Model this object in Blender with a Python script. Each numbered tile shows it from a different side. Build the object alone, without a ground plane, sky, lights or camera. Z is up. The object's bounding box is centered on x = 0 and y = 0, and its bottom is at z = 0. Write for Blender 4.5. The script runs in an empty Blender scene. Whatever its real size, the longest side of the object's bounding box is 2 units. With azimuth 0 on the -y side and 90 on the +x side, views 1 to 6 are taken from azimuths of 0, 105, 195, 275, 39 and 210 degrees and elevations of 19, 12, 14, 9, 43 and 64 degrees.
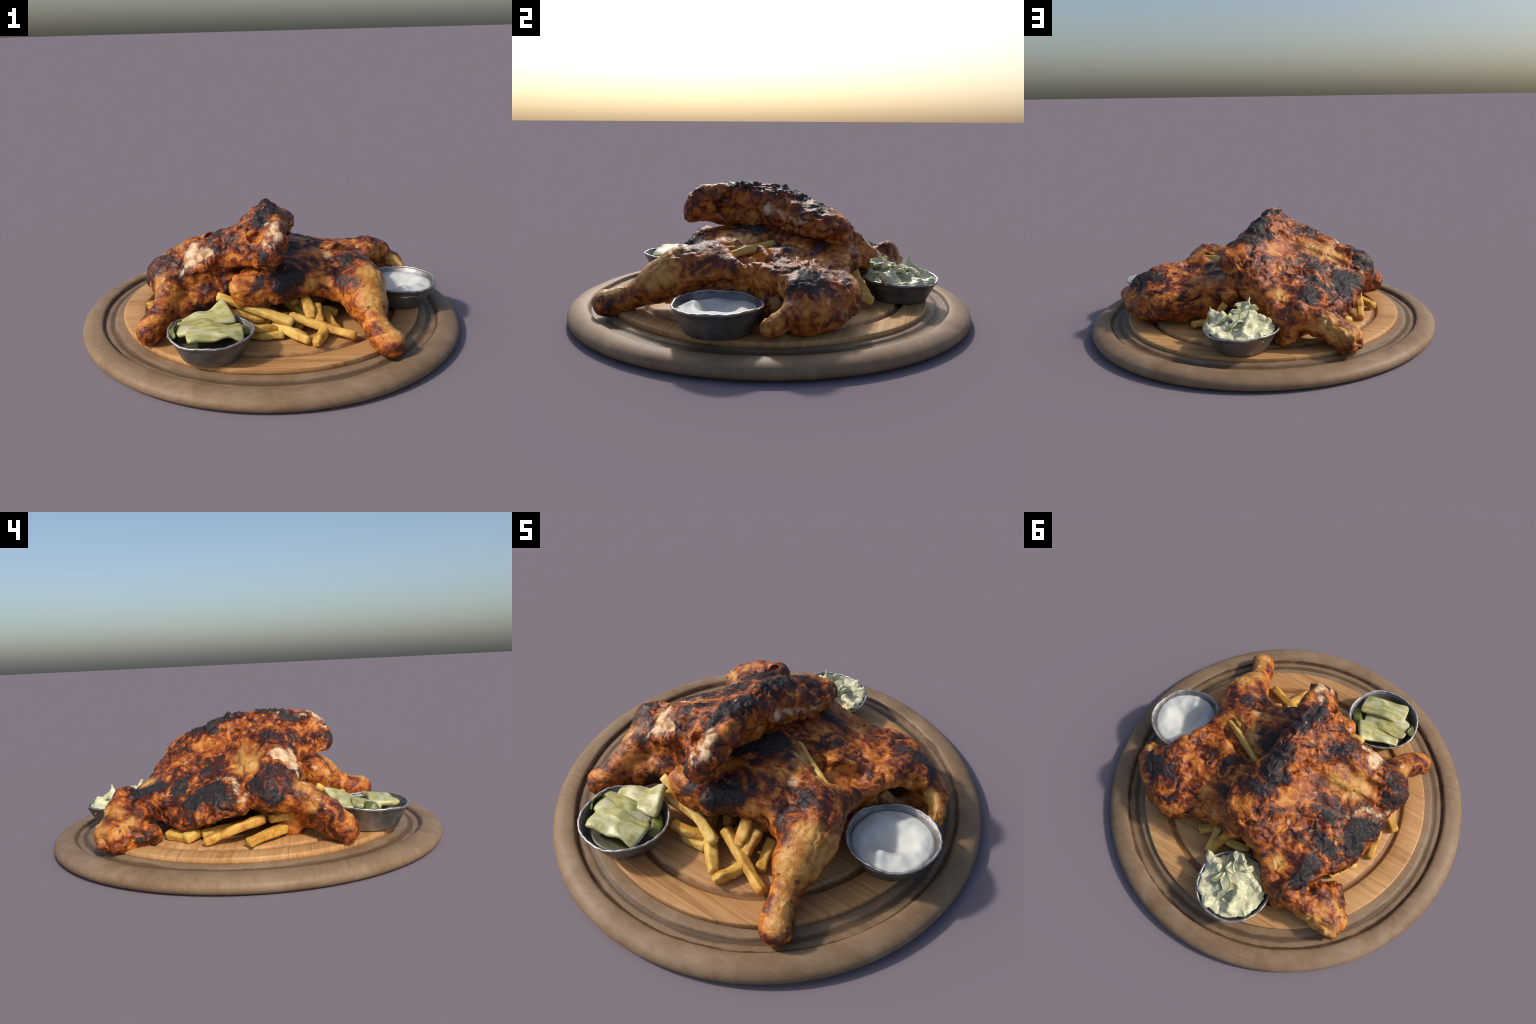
"""Grilled half chickens with fries, pickles, slaw and white sauce on a round wooden board."""
import bpy, math, random
import numpy as np
from mathutils import Vector

SEED = 7
rng = np.random.default_rng(SEED)
random.seed(SEED)

# ------------------------------------------------------------------ noise
_perm = np.random.default_rng(11).permutation(256).astype(np.int64)
_perm = np.concatenate([_perm, _perm, _perm])
_grad = np.random.default_rng(12).normal(size=(256, 3))
_grad /= np.linalg.norm(_grad, axis=1)[:, None]


def perlin(P):
    """gradient noise, about -0.7..0.7, P is (n,3)"""
    P = np.asarray(P, float)
    i = np.floor(P).astype(np.int64)
    f = P - i
    w = f * f * f * (f * (f * 6 - 15) + 10)
    i &= 255
    out = 0
    for dx in (0, 1):
        for dy in (0, 1):
            for dz in (0, 1):
                h = _perm[_perm[_perm[i[:, 0] + dx] + i[:, 1] + dy] + i[:, 2] + dz]
                g = _grad[h]
                d = g[:, 0] * (f[:, 0] - dx) + g[:, 1] * (f[:, 1] - dy) + g[:, 2] * (f[:, 2] - dz)
                k = (w[:, 0] if dx else 1 - w[:, 0]) * (w[:, 1] if dy else 1 - w[:, 1]) * (w[:, 2] if dz else 1 - w[:, 2])
                out = out + d * k
    return out


def fbm(P, scale, octaves=3, gain=0.5, shift=0.0):
    s, a, out = scale, 1.0, 0
    for o in range(octaves):
        out = out + a * perlin(np.asarray(P) * s + shift + 17.3 * o)
        s, a = s * 2.0, a * gain
    return out


# ------------------------------------------------------------------ signed distance modelling
def smin(a, b, k):
    h = np.clip(0.5 + 0.5 * (b - a) / k, 0, 1)
    return b + (a - b) * h - k * h * (1 - h)


def smax(a, b, k):
    return -smin(-a, -b, k)


def limb(P, chain):
    """chain of (x,y,z,r): tapering rounded limb through the points"""
    d = None
    for p, q in zip(chain[:-1], chain[1:]):
        a, b = np.array(p[:3], np.float32), np.array(q[:3], np.float32)
        ab = b - a
        h = np.clip(((P - a) @ ab) / (ab @ ab), 0, 1)
        s = np.linalg.norm(P - a - h[:, None] * ab, axis=1) - (p[3] + (q[3] - p[3]) * h)
        d = s if d is None else smin(d, s, 0.02)
    if len(chain) == 1:
        d = np.linalg.norm(P - np.array(chain[0][:3], np.float32), axis=1) - chain[0][3]
    return d


def closed_curve(pts, n=10):
    p = np.array(pts, float)
    a, b, c, d = np.roll(p, 1, 0), p, np.roll(p, -1, 0), np.roll(p, -2, 0)
    t = (np.arange(n) / n)[None, :, None]
    a, b, c, d = (v[:, None, :] for v in (a, b, c, d))
    q = 0.5 * (2 * b + (c - a) * t + (2 * a - 5 * b + 4 * c - d) * t * t + (3 * b - a - 3 * c + d) * t ** 3)
    return q.reshape(-1, 2)


def outline_distance(X, Y, poly):
    """signed distance in the plane to a closed outline, negative inside"""
    Q = np.stack([X, Y], 1)
    best = np.full(len(Q), 1e9)
    inside = np.zeros(len(Q), bool)
    for p, q in zip(poly, np.roll(poly, -1, 0)):
        e = q - p
        w = Q - p
        h = np.clip(w @ e / max(e @ e, 1e-12), 0, 1)
        best = np.minimum(best, ((w - h[:, None] * e) ** 2).sum(1))
        cross = ((p[1] > Q[:, 1]) != (q[1] > Q[:, 1])) & (Q[:, 0] < (q[0] - p[0]) * (Q[:, 1] - p[1]) / (q[1] - p[1] + 1e-12) + p[0])
        inside ^= cross
    best = np.sqrt(best)
    return np.where(inside, -best, best)


class Hump:
    """smooth height surface through hand placed points (biharmonic spline)"""

    def __init__(self, pts, smooth=2e-3):
        p = np.array(pts, float)
        self.c = p[:, :2]
        n = len(p)
        A = np.zeros((n + 3, n + 3))
        A[:n, :n] = self.phi(np.linalg.norm(self.c[:, None] - self.c[None], axis=2)) + smooth * np.eye(n)
        A[:n, n] = 1
        A[:n, n + 1:] = self.c
        A[n:, :n] = A[:n, n:].T
        self.w = np.linalg.solve(A, np.concatenate([p[:, 2], np.zeros(3)]))

    @staticmethod
    def phi(r):
        return r * r * np.log(r + 1e-9)

    def __call__(self, X, Y):
        Q = np.stack([X, Y], 1)
        r = np.linalg.norm(Q[:, None] - self.c[None], axis=2)
        n = len(self.c)
        return self.phi(r) @ self.w[:n] + self.w[n] + Q @ self.w[n + 1:]


def surface_nets(F, lo, h):
    """mesh of the zero level of the grid F"""
    s = F < 0
    nx, ny, nz = F.shape
    corners = [(i, j, k) for i in (0, 1) for j in (0, 1) for k in (0, 1)]
    cnt = sum(s[i:nx - 1 + i, j:ny - 1 + j, k:nz - 1 + k].astype(np.int8) for i, j, k in corners)
    act = (cnt > 0) & (cnt < 8)
    cells = np.argwhere(act)
    idx = -np.ones(act.shape, np.int64)
    idx[act] = np.arange(len(cells))
    acc = np.zeros((len(cells), 3))
    num = np.zeros(len(cells))
    for a in corners:
        for ax in range(3):
            if a[ax]:
                continue
            b = list(a)
            b[ax] = 1
            fa = F[cells[:, 0] + a[0], cells[:, 1] + a[1], cells[:, 2] + a[2]]
            fb = F[cells[:, 0] + b[0], cells[:, 1] + b[1], cells[:, 2] + b[2]]
            m = (fa < 0) != (fb < 0)
            t = np.where(m, fa / np.where(m, fa - fb, 1), 0)
            p = np.tile(np.array(a, float), (len(cells), 1))
            p[:, ax] = t
            acc += p * m[:, None]
            num += m
    V = (cells + acc / num[:, None]) * h + lo
    quads = []
    for ax in range(3):
        u, v = (ax + 1) % 3, (ax + 2) % 3
        sl0 = [slice(None)] * 3
        sl1 = [slice(None)] * 3
        sl0[ax], sl1[ax] = slice(0, -1), slice(1, None)
        e = np.argwhere(s[tuple(sl0)] != s[tuple(sl1)])
        e = e[(e[:, u] > 0) & (e[:, v] > 0) & (e[:, u] < F.shape[u] - 1) & (e[:, v] < F.shape[v] - 1)]
        du, dv = np.zeros(3, int), np.zeros(3, int)
        du[u], dv[v] = 1, 1
        q = np.stack([idx[tuple((e - o).T)] for o in (0 * du, du, du + dv, dv)], 1)
        flip = ~s[tuple(e.T)]
        q[flip] = q[flip][:, ::-1]
        quads.append(q)
    return V, np.concatenate(quads)


def vertex_normals(V, Q):
    n = np.cross(V[Q[:, 2]] - V[Q[:, 0]], V[Q[:, 3]] - V[Q[:, 1]])
    N = np.zeros_like(V)
    for k in range(4):
        np.add.at(N, Q[:, k], n)
    return N / (np.linalg.norm(N, axis=1)[:, None] + 1e-12)


def relax(V, Q, rounds, f=0.5):
    e = np.concatenate([Q[:, [0, 1]], Q[:, [1, 2]], Q[:, [2, 3]], Q[:, [3, 0]]])
    deg = np.bincount(e.ravel(), minlength=len(V)).astype(float)
    for _ in range(rounds):
        S = np.zeros_like(V)
        for c in range(3):
            S[:, c] = np.bincount(e[:, 0], V[e[:, 1], c], len(V)) + np.bincount(e[:, 1], V[e[:, 0], c], len(V))
        V = V + f * (S / deg[:, None] - V)
    return V


def sculpt(field, lo, hi, h):
    lo, hi = np.array(lo, float), np.array(hi, float)
    n = np.ceil((hi - lo) / h).astype(int) + 1
    ax = [lo[i] + h * np.arange(n[i]) for i in range(3)]
    F = np.empty(n, np.float32)
    for i in range(0, n[0], 16):
        X, Y, Z = np.meshgrid(ax[0][i:i + 16], ax[1], ax[2], indexing="ij")
        F[i:i + 16] = field(np.stack([X.ravel(), Y.ravel(), Z.ravel()], 1).astype(np.float32)).reshape(X.shape)
    return surface_nets(F, lo, h)


# ------------------------------------------------------------------ object helpers
def link(ob):
    bpy.context.scene.collection.objects.link(ob)
    return ob


def mesh_object(name, V, F, mat, parent=None, smooth=True):
    me = bpy.data.meshes.new(name)
    me.from_pydata([tuple(v) for v in np.asarray(V, float)], [], [tuple(int(i) for i in f) for f in F])
    me.update()
    if smooth:
        me.polygons.foreach_set("use_smooth", [True] * len(me.polygons))
    if mat:
        me.materials.append(mat)
    ob = link(bpy.data.objects.new(name, me))
    if parent:
        ob.parent = parent
        ob.location = -parent.location
    return ob


def thing(name, label, category, at):
    e = link(bpy.data.objects.new(name, None))
    e.empty_display_size = 0.05
    e.location = at
    e["label"], e["category"] = label, category
    return e


def lathe(profile, segs, cx=0.0, cy=0.0, wobble=None, closed=False):
    """turn (r, z) points round a vertical axis"""
    V, F = [], []
    n = len(profile)
    for s in range(segs):
        t = 2 * math.pi * s / segs
        for j, (r, z) in enumerate(profile):
            dr, dz = wobble(t, r, z) if wobble else (0, 0)
            V.append((cx + (r + dr) * math.cos(t), cy + (r + dr) * math.sin(t), z + dz))
    m = n if closed else n - 1
    for s in range(segs):
        a, b = s * n, ((s + 1) % segs) * n
        for j in range(m):
            k = (j + 1) % n
            F.append((a + j, b + j, b + k, a + k))
    return V, F


# ------------------------------------------------------------------ material helpers
class Nodes:
    def __init__(self, name):
        self.m = bpy.data.materials.new(name)
        self.m.use_nodes = True
        self.t = self.m.node_tree
        self.t.nodes.clear()
        self.out = self.new("ShaderNodeOutputMaterial")
        self.bsdf = self.new("ShaderNodeBsdfPrincipled")
        self.l(self.bsdf.outputs[0], self.out.inputs[0])
        self.co = self.new("ShaderNodeTexCoord").outputs["Object"]

    def new(self, t, **kw):
        n = self.t.nodes.new(t)
        for k, v in kw.items():
            setattr(n, k, v)
        return n

    def l(self, a, b):
        self.t.links.new(a, b)

    def put(self, sock, v):
        if isinstance(v, bpy.types.NodeSocket):
            self.l(v, sock)
        elif v is not None:
            sock.default_value = v

    def math(self, op, a, b=None, c=None, clamp=False):
        n = self.new("ShaderNodeMath", operation=op, use_clamp=clamp)
        for i, v in enumerate((a, b, c)):
            if v is not None:
                self.put(n.inputs[i], v)
        return n.outputs[0]

    def vec(self, op, a, b=None, scale=None):
        n = self.new("ShaderNodeVectorMath", operation=op)
        self.put(n.inputs[0], a)
        if b is not None:
            self.put(n.inputs[1], b)
        if scale is not None:
            self.put(n.inputs["Scale"], scale)
        return n.outputs["Value"] if op in ("LENGTH", "DISTANCE", "DOT_PRODUCT") else n.outputs[0]

    def scaled(self, v, s):
        n = self.new("ShaderNodeMapping")
        self.l(v, n.inputs[0])
        n.inputs["Scale"].default_value = s
        return n.outputs[0]

    def noise(self, v, scale, detail=4, rough=0.55, distort=0.0, color=False):
        n = self.new("ShaderNodeTexNoise")
        self.l(v, n.inputs["Vector"])
        n.inputs["Scale"].default_value = scale
        n.inputs["Detail"].default_value = detail
        n.inputs["Roughness"].default_value = rough
        n.inputs["Distortion"].default_value = distort
        return n.outputs["Color" if color else "Fac"]

    def voronoi(self, v, scale, feature="F1"):
        n = self.new("ShaderNodeTexVoronoi", feature=feature)
        self.l(v, n.inputs["Vector"])
        n.inputs["Scale"].default_value = scale
        return n.outputs["Distance"]

    def step(self, v, a, b, lo=0.0, hi=1.0):
        n = self.new("ShaderNodeMapRange", interpolation_type="SMOOTHSTEP")
        self.put(n.inputs[0], v)
        for i, x in zip((1, 2, 3, 4), (a, b, lo, hi)):
            n.inputs[i].default_value = x
        return n.outputs[0]

    def ramp(self, v, stops):
        n = self.new("ShaderNodeValToRGB")
        self.l(v, n.inputs[0])
        e = n.color_ramp.elements
        while len(e) > 1:
            e.remove(e[0])
        e[0].position, e[0].color = stops[0][0], (*stops[0][1], 1)
        for p, c in stops[1:]:
            k = e.new(p)
            k.color = (*c, 1)
        return n.outputs[0]

    def mix(self, f, a, b, blend="MIX"):
        n = self.new("ShaderNodeMix", data_type="RGBA", blend_type=blend)
        self.put(n.inputs[0], f)
        for i, v in ((6, a), (7, b)):
            self.put(n.inputs[i], (*v, 1) if isinstance(v, tuple) else v)
        return n.outputs[2]

    def bump(self, h, strength, dist, normal=None):
        n = self.new("ShaderNodeBump")
        self.l(h, n.inputs["Height"])
        n.inputs["Strength"].default_value = strength
        n.inputs["Distance"].default_value = dist
        if normal is not None:
            self.l(normal, n.inputs["Normal"])
        return n.outputs[0]

    def finish(self, color, rough, normal=None, **kw):
        self.put(self.bsdf.inputs["Base Color"], (*color, 1) if isinstance(color, tuple) else color)
        self.put(self.bsdf.inputs["Roughness"], rough)
        if normal is not None:
            self.l(normal, self.bsdf.inputs["Normal"])
        for k, v in kw.items():
            self.put(self.bsdf.inputs[k.replace("_", " ")], v)
        return self.m


def near(nt, P, spots):
    """distance to the nearest of the spots minus its radius; spot = (ax,ay,az, bx,by,bz, r) or (x,y,z,r)"""
    d = None
    for s in spots:
        if len(s) == 4:
            v = nt.vec("DISTANCE", P, s[:3])
        else:
            a, b = Vector(s[:3]), Vector(s[3:6])
            ab = b - a
            pa = nt.vec("SUBTRACT", P, tuple(a))
            h = nt.math("MULTIPLY", nt.vec("DOT_PRODUCT", pa, tuple(ab / ab.length_squared)), 1.0, clamp=True)
            v = nt.vec("LENGTH", nt.vec("SUBTRACT", pa, nt.vec("SCALE", tuple(ab), scale=h)))
        v = nt.math("SUBTRACT", v, s[-1])
        d = v if d is None else nt.math("MINIMUM", d, v)
    return d


def roast_material(name, char, pale, golden, shift, depth, torn):
    """roast chicken skin: orange marinade, red-brown crust, black char and bare white meat"""
    nt = Nodes(name)
    P = nt.vec("ADD", nt.co, shift)
    wob = nt.vec("SUBTRACT", nt.noise(P, 13, 5, 0.65, color=True), (0.5, 0.5, 0.5))
    W = nt.vec("ADD", nt.co, nt.vec("SCALE", wob, scale=0.075))
    fine = nt.math("SUBTRACT", nt.noise(P, 42, 5, 0.65), 0.5)
    big = nt.math("SUBTRACT", nt.noise(P, 10, 6, 0.62, 0.8), 0.5)
    # burnt patches: field in metres from the edge of the nearest one, ragged by noise
    field = nt.math("ADD", near(nt, W, char), nt.math("ADD", nt.math("MULTIPLY", big, 0.15), nt.math("MULTIPLY", fine, 0.085)))
    field = nt.math("ADD", field, 0.012)
    # one tone runs from bare pale skin through orange marinade to red-brown crust
    stringy = nt.noise(nt.scaled(P, (1.0, 1.6, 1.6)), 10.5, 7, 0.62, 0.9)
    tone = nt.math("ADD", stringy, nt.math("MULTIPLY", fine, 0.20))
    tone = nt.math("ADD", tone, nt.step(field, 0.06, 0.0, -0.005, -0.13))
    tone = nt.math("ADD", tone, nt.math("MULTIPLY", big, 0.22))
    tone = nt.math("ADD", tone, nt.math("ADD", depth, nt.math("MULTIPLY", nt.math("SUBTRACT", nt.noise(P, 4.2, 3, 0.5), 0.5), 0.30)))
    base = nt.ramp(tone, [(0.29, (0.038, 0.010, 0.006)), (0.37, (0.115, 0.024, 0.008)), (0.44, (0.26, 0.058, 0.011)), (0.51, (0.42, 0.118, 0.016)), (0.58, (0.54, 0.195, 0.030)), (0.66, (0.60, 0.29, 0.068)), (0.77, (0.66, 0.42, 0.18))])
    # golden, less spiced skin
    g = nt.step(nt.math("ADD", near(nt, W, golden), nt.math("MULTIPLY", big, 0.06)), 0.02, -0.03)
    soft = nt.math("ADD", nt.math("MULTIPLY", nt.math("SUBTRACT", tone, 0.5), 0.55), nt.math("ADD", 0.27, nt.math("MULTIPLY", nt.noise(P, 11, 4, 0.55), 0.5)))
    gold = nt.ramp(soft, [(0.26, (0.10, 0.028, 0.008)), (0.36, (0.34, 0.105, 0.018)), (0.44, (0.50, 0.205, 0.036)), (0.51, (0.57, 0.29, 0.07)), (0.60, (0.60, 0.37, 0.125)), (0.72, (0.64, 0.47, 0.24))])
    base = nt.mix(nt.math("MULTIPLY", g, 0.9), base, gold)
    # small blisters and specks
    cell = nt.voronoi(W, 17)
    speck = nt.step(nt.math("ADD", cell, nt.math("MULTIPLY", big, 0.9)), 0.16, 0.08)
    redbrown = nt.ramp(nt.noise(P, 60, 4, 0.6), [(0.35, (0.030, 0.010, 0.007)), (0.6, (0.085, 0.021, 0.010)), (0.75, (0.19, 0.05, 0.014))])
    col = nt.mix(nt.math("MULTIPLY", speck, 0.8), base, redbrown)
    col = nt.mix(nt.step(field, 0.022, -0.004, 0.0, 0.8), col, redbrown)
    black = nt.step(field, 0.002, -0.006)
    ash = nt.ramp(nt.noise(P, 95, 5, 0.7), [(0.35, (0.010, 0.009, 0.010)), (0.52, (0.024, 0.020, 0.021)), (0.66, (0.055, 0.044, 0.043)), (0.78, (0.11, 0.085, 0.08))])
    # islands of marinade left between the burnt flakes
    isle = nt.step(nt.noise(P, 26, 5, 0.65, 0.8), 0.56, 0.64)
    col = nt.mix(nt.math("MULTIPLY", black, nt.math("SUBTRACT", 1.0, nt.math("MULTIPLY", isle, 0.75))), col, ash)
    # bare meat
    p = nt.step(nt.math("ADD", near(nt, W, pale), nt.math("ADD", nt.math("MULTIPLY", fine, 0.05), nt.math("MULTIPLY", big, 0.11))), 0.008, -0.020)
    rip = nt.step(nt.noise(nt.scaled(P, (2.6, 1.0, 1.6)), 13, 5, 0.6, 1.6), 0.655, 0.70, 0.0, 0.75)
    p = nt.math("MAXIMUM", p, nt.math("MULTIPLY", rip, torn))
    meat = nt.ramp(nt.noise(P, 34, 5, 0.62), [(0.3, (0.42, 0.19, 0.07)), (0.45, (0.62, 0.39, 0.20)), (0.62, (0.74, 0.56, 0.38))])
    col = nt.mix(p, col, meat)
    n1 = nt.bump(nt.noise(P, 120, 4, 0.6), 0.3, 0.005)
    n2 = nt.bump(nt.noise(nt.scaled(P, (1.0, 1.8, 1.8)), 30, 5, 0.6, 1.0), 0.45, 0.010, n1)
    rough = nt.math("ADD", 0.40, nt.math("MULTIPLY", black, 0.24))
    return nt.finish(col, rough, n2, Specular_IOR_Level=0.35)


def wood_material(name, dark, light, worn):
    """straight grain along x, planks side by side along y"""
    nt = Nodes(name)
    sep = nt.new("ShaderNodeSeparateXYZ")
    nt.l(nt.co, sep.inputs[0])
    plank = nt.math("FLOOR", nt.math("MULTIPLY", nt.math("ADD", sep.outputs[1], 0.245), 4.2))
    wn = nt.new("ShaderNodeTexWhiteNoise", noise_dimensions="1D")
    nt.l(plank, wn.inputs["W"])
    off = nt.vec("SCALE", (7.0, 3.0, 5.0), scale=wn.outputs["Value"])
    P = nt.vec("ADD", nt.co, off)
    fibre = nt.noise(nt.scaled(P, (2.0, 60, 20)), 1.0, 5, 0.65, 0.3)
    streak = nt.noise(nt.scaled(P, (5.0, 180, 60)), 1.0, 3, 0.6)
    cloud = nt.noise(nt.scaled(P, (2.0, 6, 6)), 1.0, 4, 0.6)
    f = nt.math("ADD", nt.math("MULTIPLY", fibre, 0.55), nt.math("ADD", nt.math("MULTIPLY", streak, 0.3), nt.math("MULTIPLY", cloud, 0.25)))
    f = nt.math("ADD", f, nt.math("MULTIPLY", nt.math("SUBTRACT", wn.outputs["Value"], 0.5), 0.10))
    col = nt.ramp(f, [(0.36, dark), (0.52, tuple((a + b) / 2 for a, b in zip(dark, light))), (0.66, light)])
    seam = nt.math("ABSOLUTE", nt.math("SUBTRACT", nt.math("FRACT", nt.math("MULTIPLY", nt.math("ADD", sep.outputs[1], 0.245), 4.2)), 0.0))
    col = nt.mix(nt.math("MULTIPLY", nt.step(seam, 0.014, 0.004), 0.6), col, tuple(0.3 * a for a in dark))
    stain = nt.step(nt.noise(nt.co, 5.0, 5, 0.6), 0.55, 0.75)
    col = nt.mix(nt.math("MULTIPLY", stain, worn), col, tuple(0.55 * a for a in dark))
    rad = nt.math("SQRT", nt.math("ADD", nt.math("POWER", nt.math("SUBTRACT", sep.outputs[0], 0.005), 2.0), nt.math("POWER", nt.math("SUBTRACT", sep.outputs[1], 0.006), 2.0)))
    dark_band = nt.math("ADD", nt.math("ABSOLUTE", nt.math("SUBTRACT", rad, 0.655)), nt.math("MULTIPLY", nt.math("SUBTRACT", nt.noise(nt.co, 14.0, 4, 0.6), 0.5), 0.03))
    col = nt.mix(nt.step(dark_band, 0.020, 0.010, 0.0, 0.7), col, (0.13, 0.052, 0.018))
    b = nt.bump(f, 0.25, 0.004)
    return nt.finish(col, 0.5, b, Specular_IOR_Level=0.3)


def rim_material():
    nt = Nodes("weathered_rim_wood")
    sep = nt.new("ShaderNodeSeparateXYZ")
    nt.l(nt.co, sep.inputs[0])
    r = nt.math("SQRT", nt.math("ADD", nt.math("POWER", sep.outputs[0], 2.0), nt.math("POWER", sep.outputs[1], 2.0)))
    soft = nt.noise(nt.co, 6.0, 5, 0.6, 0.4)
    fine = nt.noise(nt.scaled(nt.co, (14, 60, 30)), 1.0, 4, 0.6)
    f = nt.math("ADD", nt.math("MULTIPLY", soft, 0.7), nt.math("MULTIPLY", fine, 0.3))
    col = nt.ramp(f, [(0.34, (0.18, 0.108, 0.056)), (0.5, (0.235, 0.150, 0.084)), (0.66, (0.29, 0.200, 0.125))])
    # two blotchy dark brown rings along the rim channel
    jitter = nt.math("MULTIPLY", nt.math("SUBTRACT", nt.noise(nt.co, 9.0, 5, 0.6), 0.5), 0.03)
    for at, half, amount in ((0.844, 0.020, 0.72), (0.887, 0.0085, 0.85)):
        band = nt.math("ABSOLUTE", nt.math("SUBTRACT", r, at))
        juice = nt.step(nt.math("ADD", band, jitter), half, half * 0.3)  # mask for the dark brown rings in the channel
        col = nt.mix(nt.math("MULTIPLY", juice, amount), col, (0.062, 0.032, 0.013))
    b = nt.bump(f, 0.2, 0.006)
    return nt.finish(col, 0.55, b, Specular_IOR_Level=0.3)


def steel_material(name, gain):
    nt = Nodes(name)
    n = nt.noise(nt.co, 14, 4, 0.6)
    col = nt.ramp(n, [(0.3, (0.15 * gain, 0.143 * gain, 0.14 * gain)), (0.7, (0.34 * gain, 0.325 * gain, 0.315 * gain))])
    rough = nt.step(nt.noise(nt.co, 30, 4, 0.6), 0.3, 0.7, 0.42, 0.6)
    return nt.finish(col, rough, nt.bump(nt.noise(nt.scaled(nt.co, (9, 9, 60)), 1.0, 3), 0.08, 0.004), Metallic=0.85)


def fry_material():
    nt = Nodes("fried_potato")
    info = nt.new("ShaderNodeObjectInfo").outputs["Random"]
    P = nt.vec("ADD", nt.co, nt.vec("SCALE", (9.0, 5.0, 3.0), scale=info))
    n = nt.noise(P, 18, 5, 0.6, 0.8)
    f = nt.math("ADD", n, nt.math("MULTIPLY", nt.math("SUBTRACT", info, 0.5), 0.22))
    col = nt.ramp(f, [(0.24, (0.36, 0.13, 0.02)), (0.40, (0.56, 0.29, 0.05)), (0.55, (0.66, 0.41, 0.085)), (0.75, (0.72, 0.52, 0.17))])
    sp = nt.step(nt.noise(P, 46, 3, 0.5), 0.66, 0.74)
    col = nt.mix(nt.math("MULTIPLY", sp, 0.55), col, (0.26, 0.09, 0.02))
    return nt.finish(col, 0.5, nt.bump(nt.noise(P, 70, 4, 0.6), 0.3, 0.005), Specular_IOR_Level=0.35)


def sauce_material():
    nt = Nodes("white_sauce")
    n = nt.noise(nt.co, 9, 3, 0.5)
    col = nt.ramp(n, [(0.3, (0.53, 0.535, 0.50)), (0.7, (0.68, 0.675, 0.62))])
    return nt.finish(col, 0.55, nt.bump(nt.noise(nt.co, 24, 4, 0.55), 0.3, 0.012), Specular_IOR_Level=0.25, Subsurface_Weight=0.1, Subsurface_Scale=0.02)


def cabbage_material():
    nt = Nodes("creamy_cabbage")
    info = nt.new("ShaderNodeObjectInfo").outputs["Random"]
    P = nt.vec("ADD", nt.co, nt.vec("SCALE", (4.0, 5.0, 6.0), scale=info))
    n = nt.noise(P, 11, 5, 0.55, 0.6)
    f = nt.math("ADD", n, nt.math("MULTIPLY", nt.math("SUBTRACT", info, 0.5), 0.10))
    col = nt.ramp(f, [(0.27, (0.33, 0.37, 0.14)), (0.36, (0.50, 0.50, 0.27)), (0.46, (0.60, 0.585, 0.36)), (0.60, (0.66, 0.62, 0.41)), (0.75, (0.68, 0.57, 0.36))])
    return nt.finish(col, 0.35, nt.bump(nt.noise(P, 40, 4, 0.6), 0.25, 0.006), Subsurface_Weight=0.08, Subsurface_Scale=0.02)


def pickle_material(name, stops):
    nt = Nodes(name)
    n = nt.noise(nt.scaled(nt.co, (9, 26, 26)), 1.0, 5, 0.55, 0.8)
    col = nt.ramp(n, stops)
    return nt.finish(col, 0.4, nt.bump(nt.noise(nt.co, 60, 4, 0.6), 0.3, 0.005), Subsurface_Weight=0.1, Subsurface_Scale=0.02, Specular_IOR_Level=0.5)


# ------------------------------------------------------------------ wooden board
def board_sag(y):
    """the old board dips a few millimetres toward +y"""
    return 0.007 * np.clip((y + 0.1) / 0.8, 0, 1)


def build_board():
    board = thing("wooden_board", "round turned wooden serving board with juice groove", "serving board", (0, 0, 0))
    profile = [(0.0, 0.0), (0.70, 0.0), (0.955, 0.0), (0.982, 0.004), (0.995, 0.014), (1.0, 0.028), (0.9985, 0.040), (0.992, 0.051), (0.981, 0.060),
               (0.965, 0.068), (0.945, 0.0735), (0.922, 0.076), (0.906, 0.0755), (0.899, 0.073), (0.894, 0.067), (0.890, 0.059), (0.884, 0.055), (0.876, 0.0555), (0.864, 0.0565),
               (0.852, 0.0555), (0.842, 0.056), (0.835, 0.060), (0.831, 0.064), (0.826, 0.0665), (0.815, 0.0675), (0.790, 0.068), (0.770, 0.068), (0.0, 0.068)]

    def wob(t, r, z):
        if r < 0.6:
            return 0, 0
        k = 0.0025 * math.sin(3 * t + 1) + 0.0015 * math.sin(7 * t + 2) + 0.0012 * math.sin(17 * t)
        return (k if 0.8 < r < 0.9 else 0.0), (0.0015 * math.sin(5 * t + r * 20) if r > 0.84 and z > 0.04 else 0)

    V, F = lathe(profile, 256, wobble=wob)
    mesh_object("rim", V, F, rim_material(), board)
    g = 0.655
    top = [(0.0, 0.095), (0.3, 0.095), (0.5, 0.095), (g - 0.024, 0.095), (g - 0.019, 0.0925), (g - 0.014, 0.081), (g, 0.076), (g + 0.014, 0.081), (g + 0.019, 0.0925),
           (g + 0.024, 0.095), (0.72, 0.095), (0.780, 0.095), (0.7865, 0.0935), (0.7885, 0.090), (0.789, 0.080), (0.789, 0.066), (0.0, 0.066)]
    V, F = lathe(top[::-1], 256, 0.005, 0.006, lambda t, r, z: (0.002 * math.sin(6 * t + 1) if r > 0.5 else 0, -board_sag(r * math.sin(t)) if z > 0.074 else 0))
    mesh_object("cutting_surface", V, F, wood_material("warm_plank_wood", (0.34, 0.155, 0.052), (0.60, 0.34, 0.14), 0.35), board)


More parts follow.
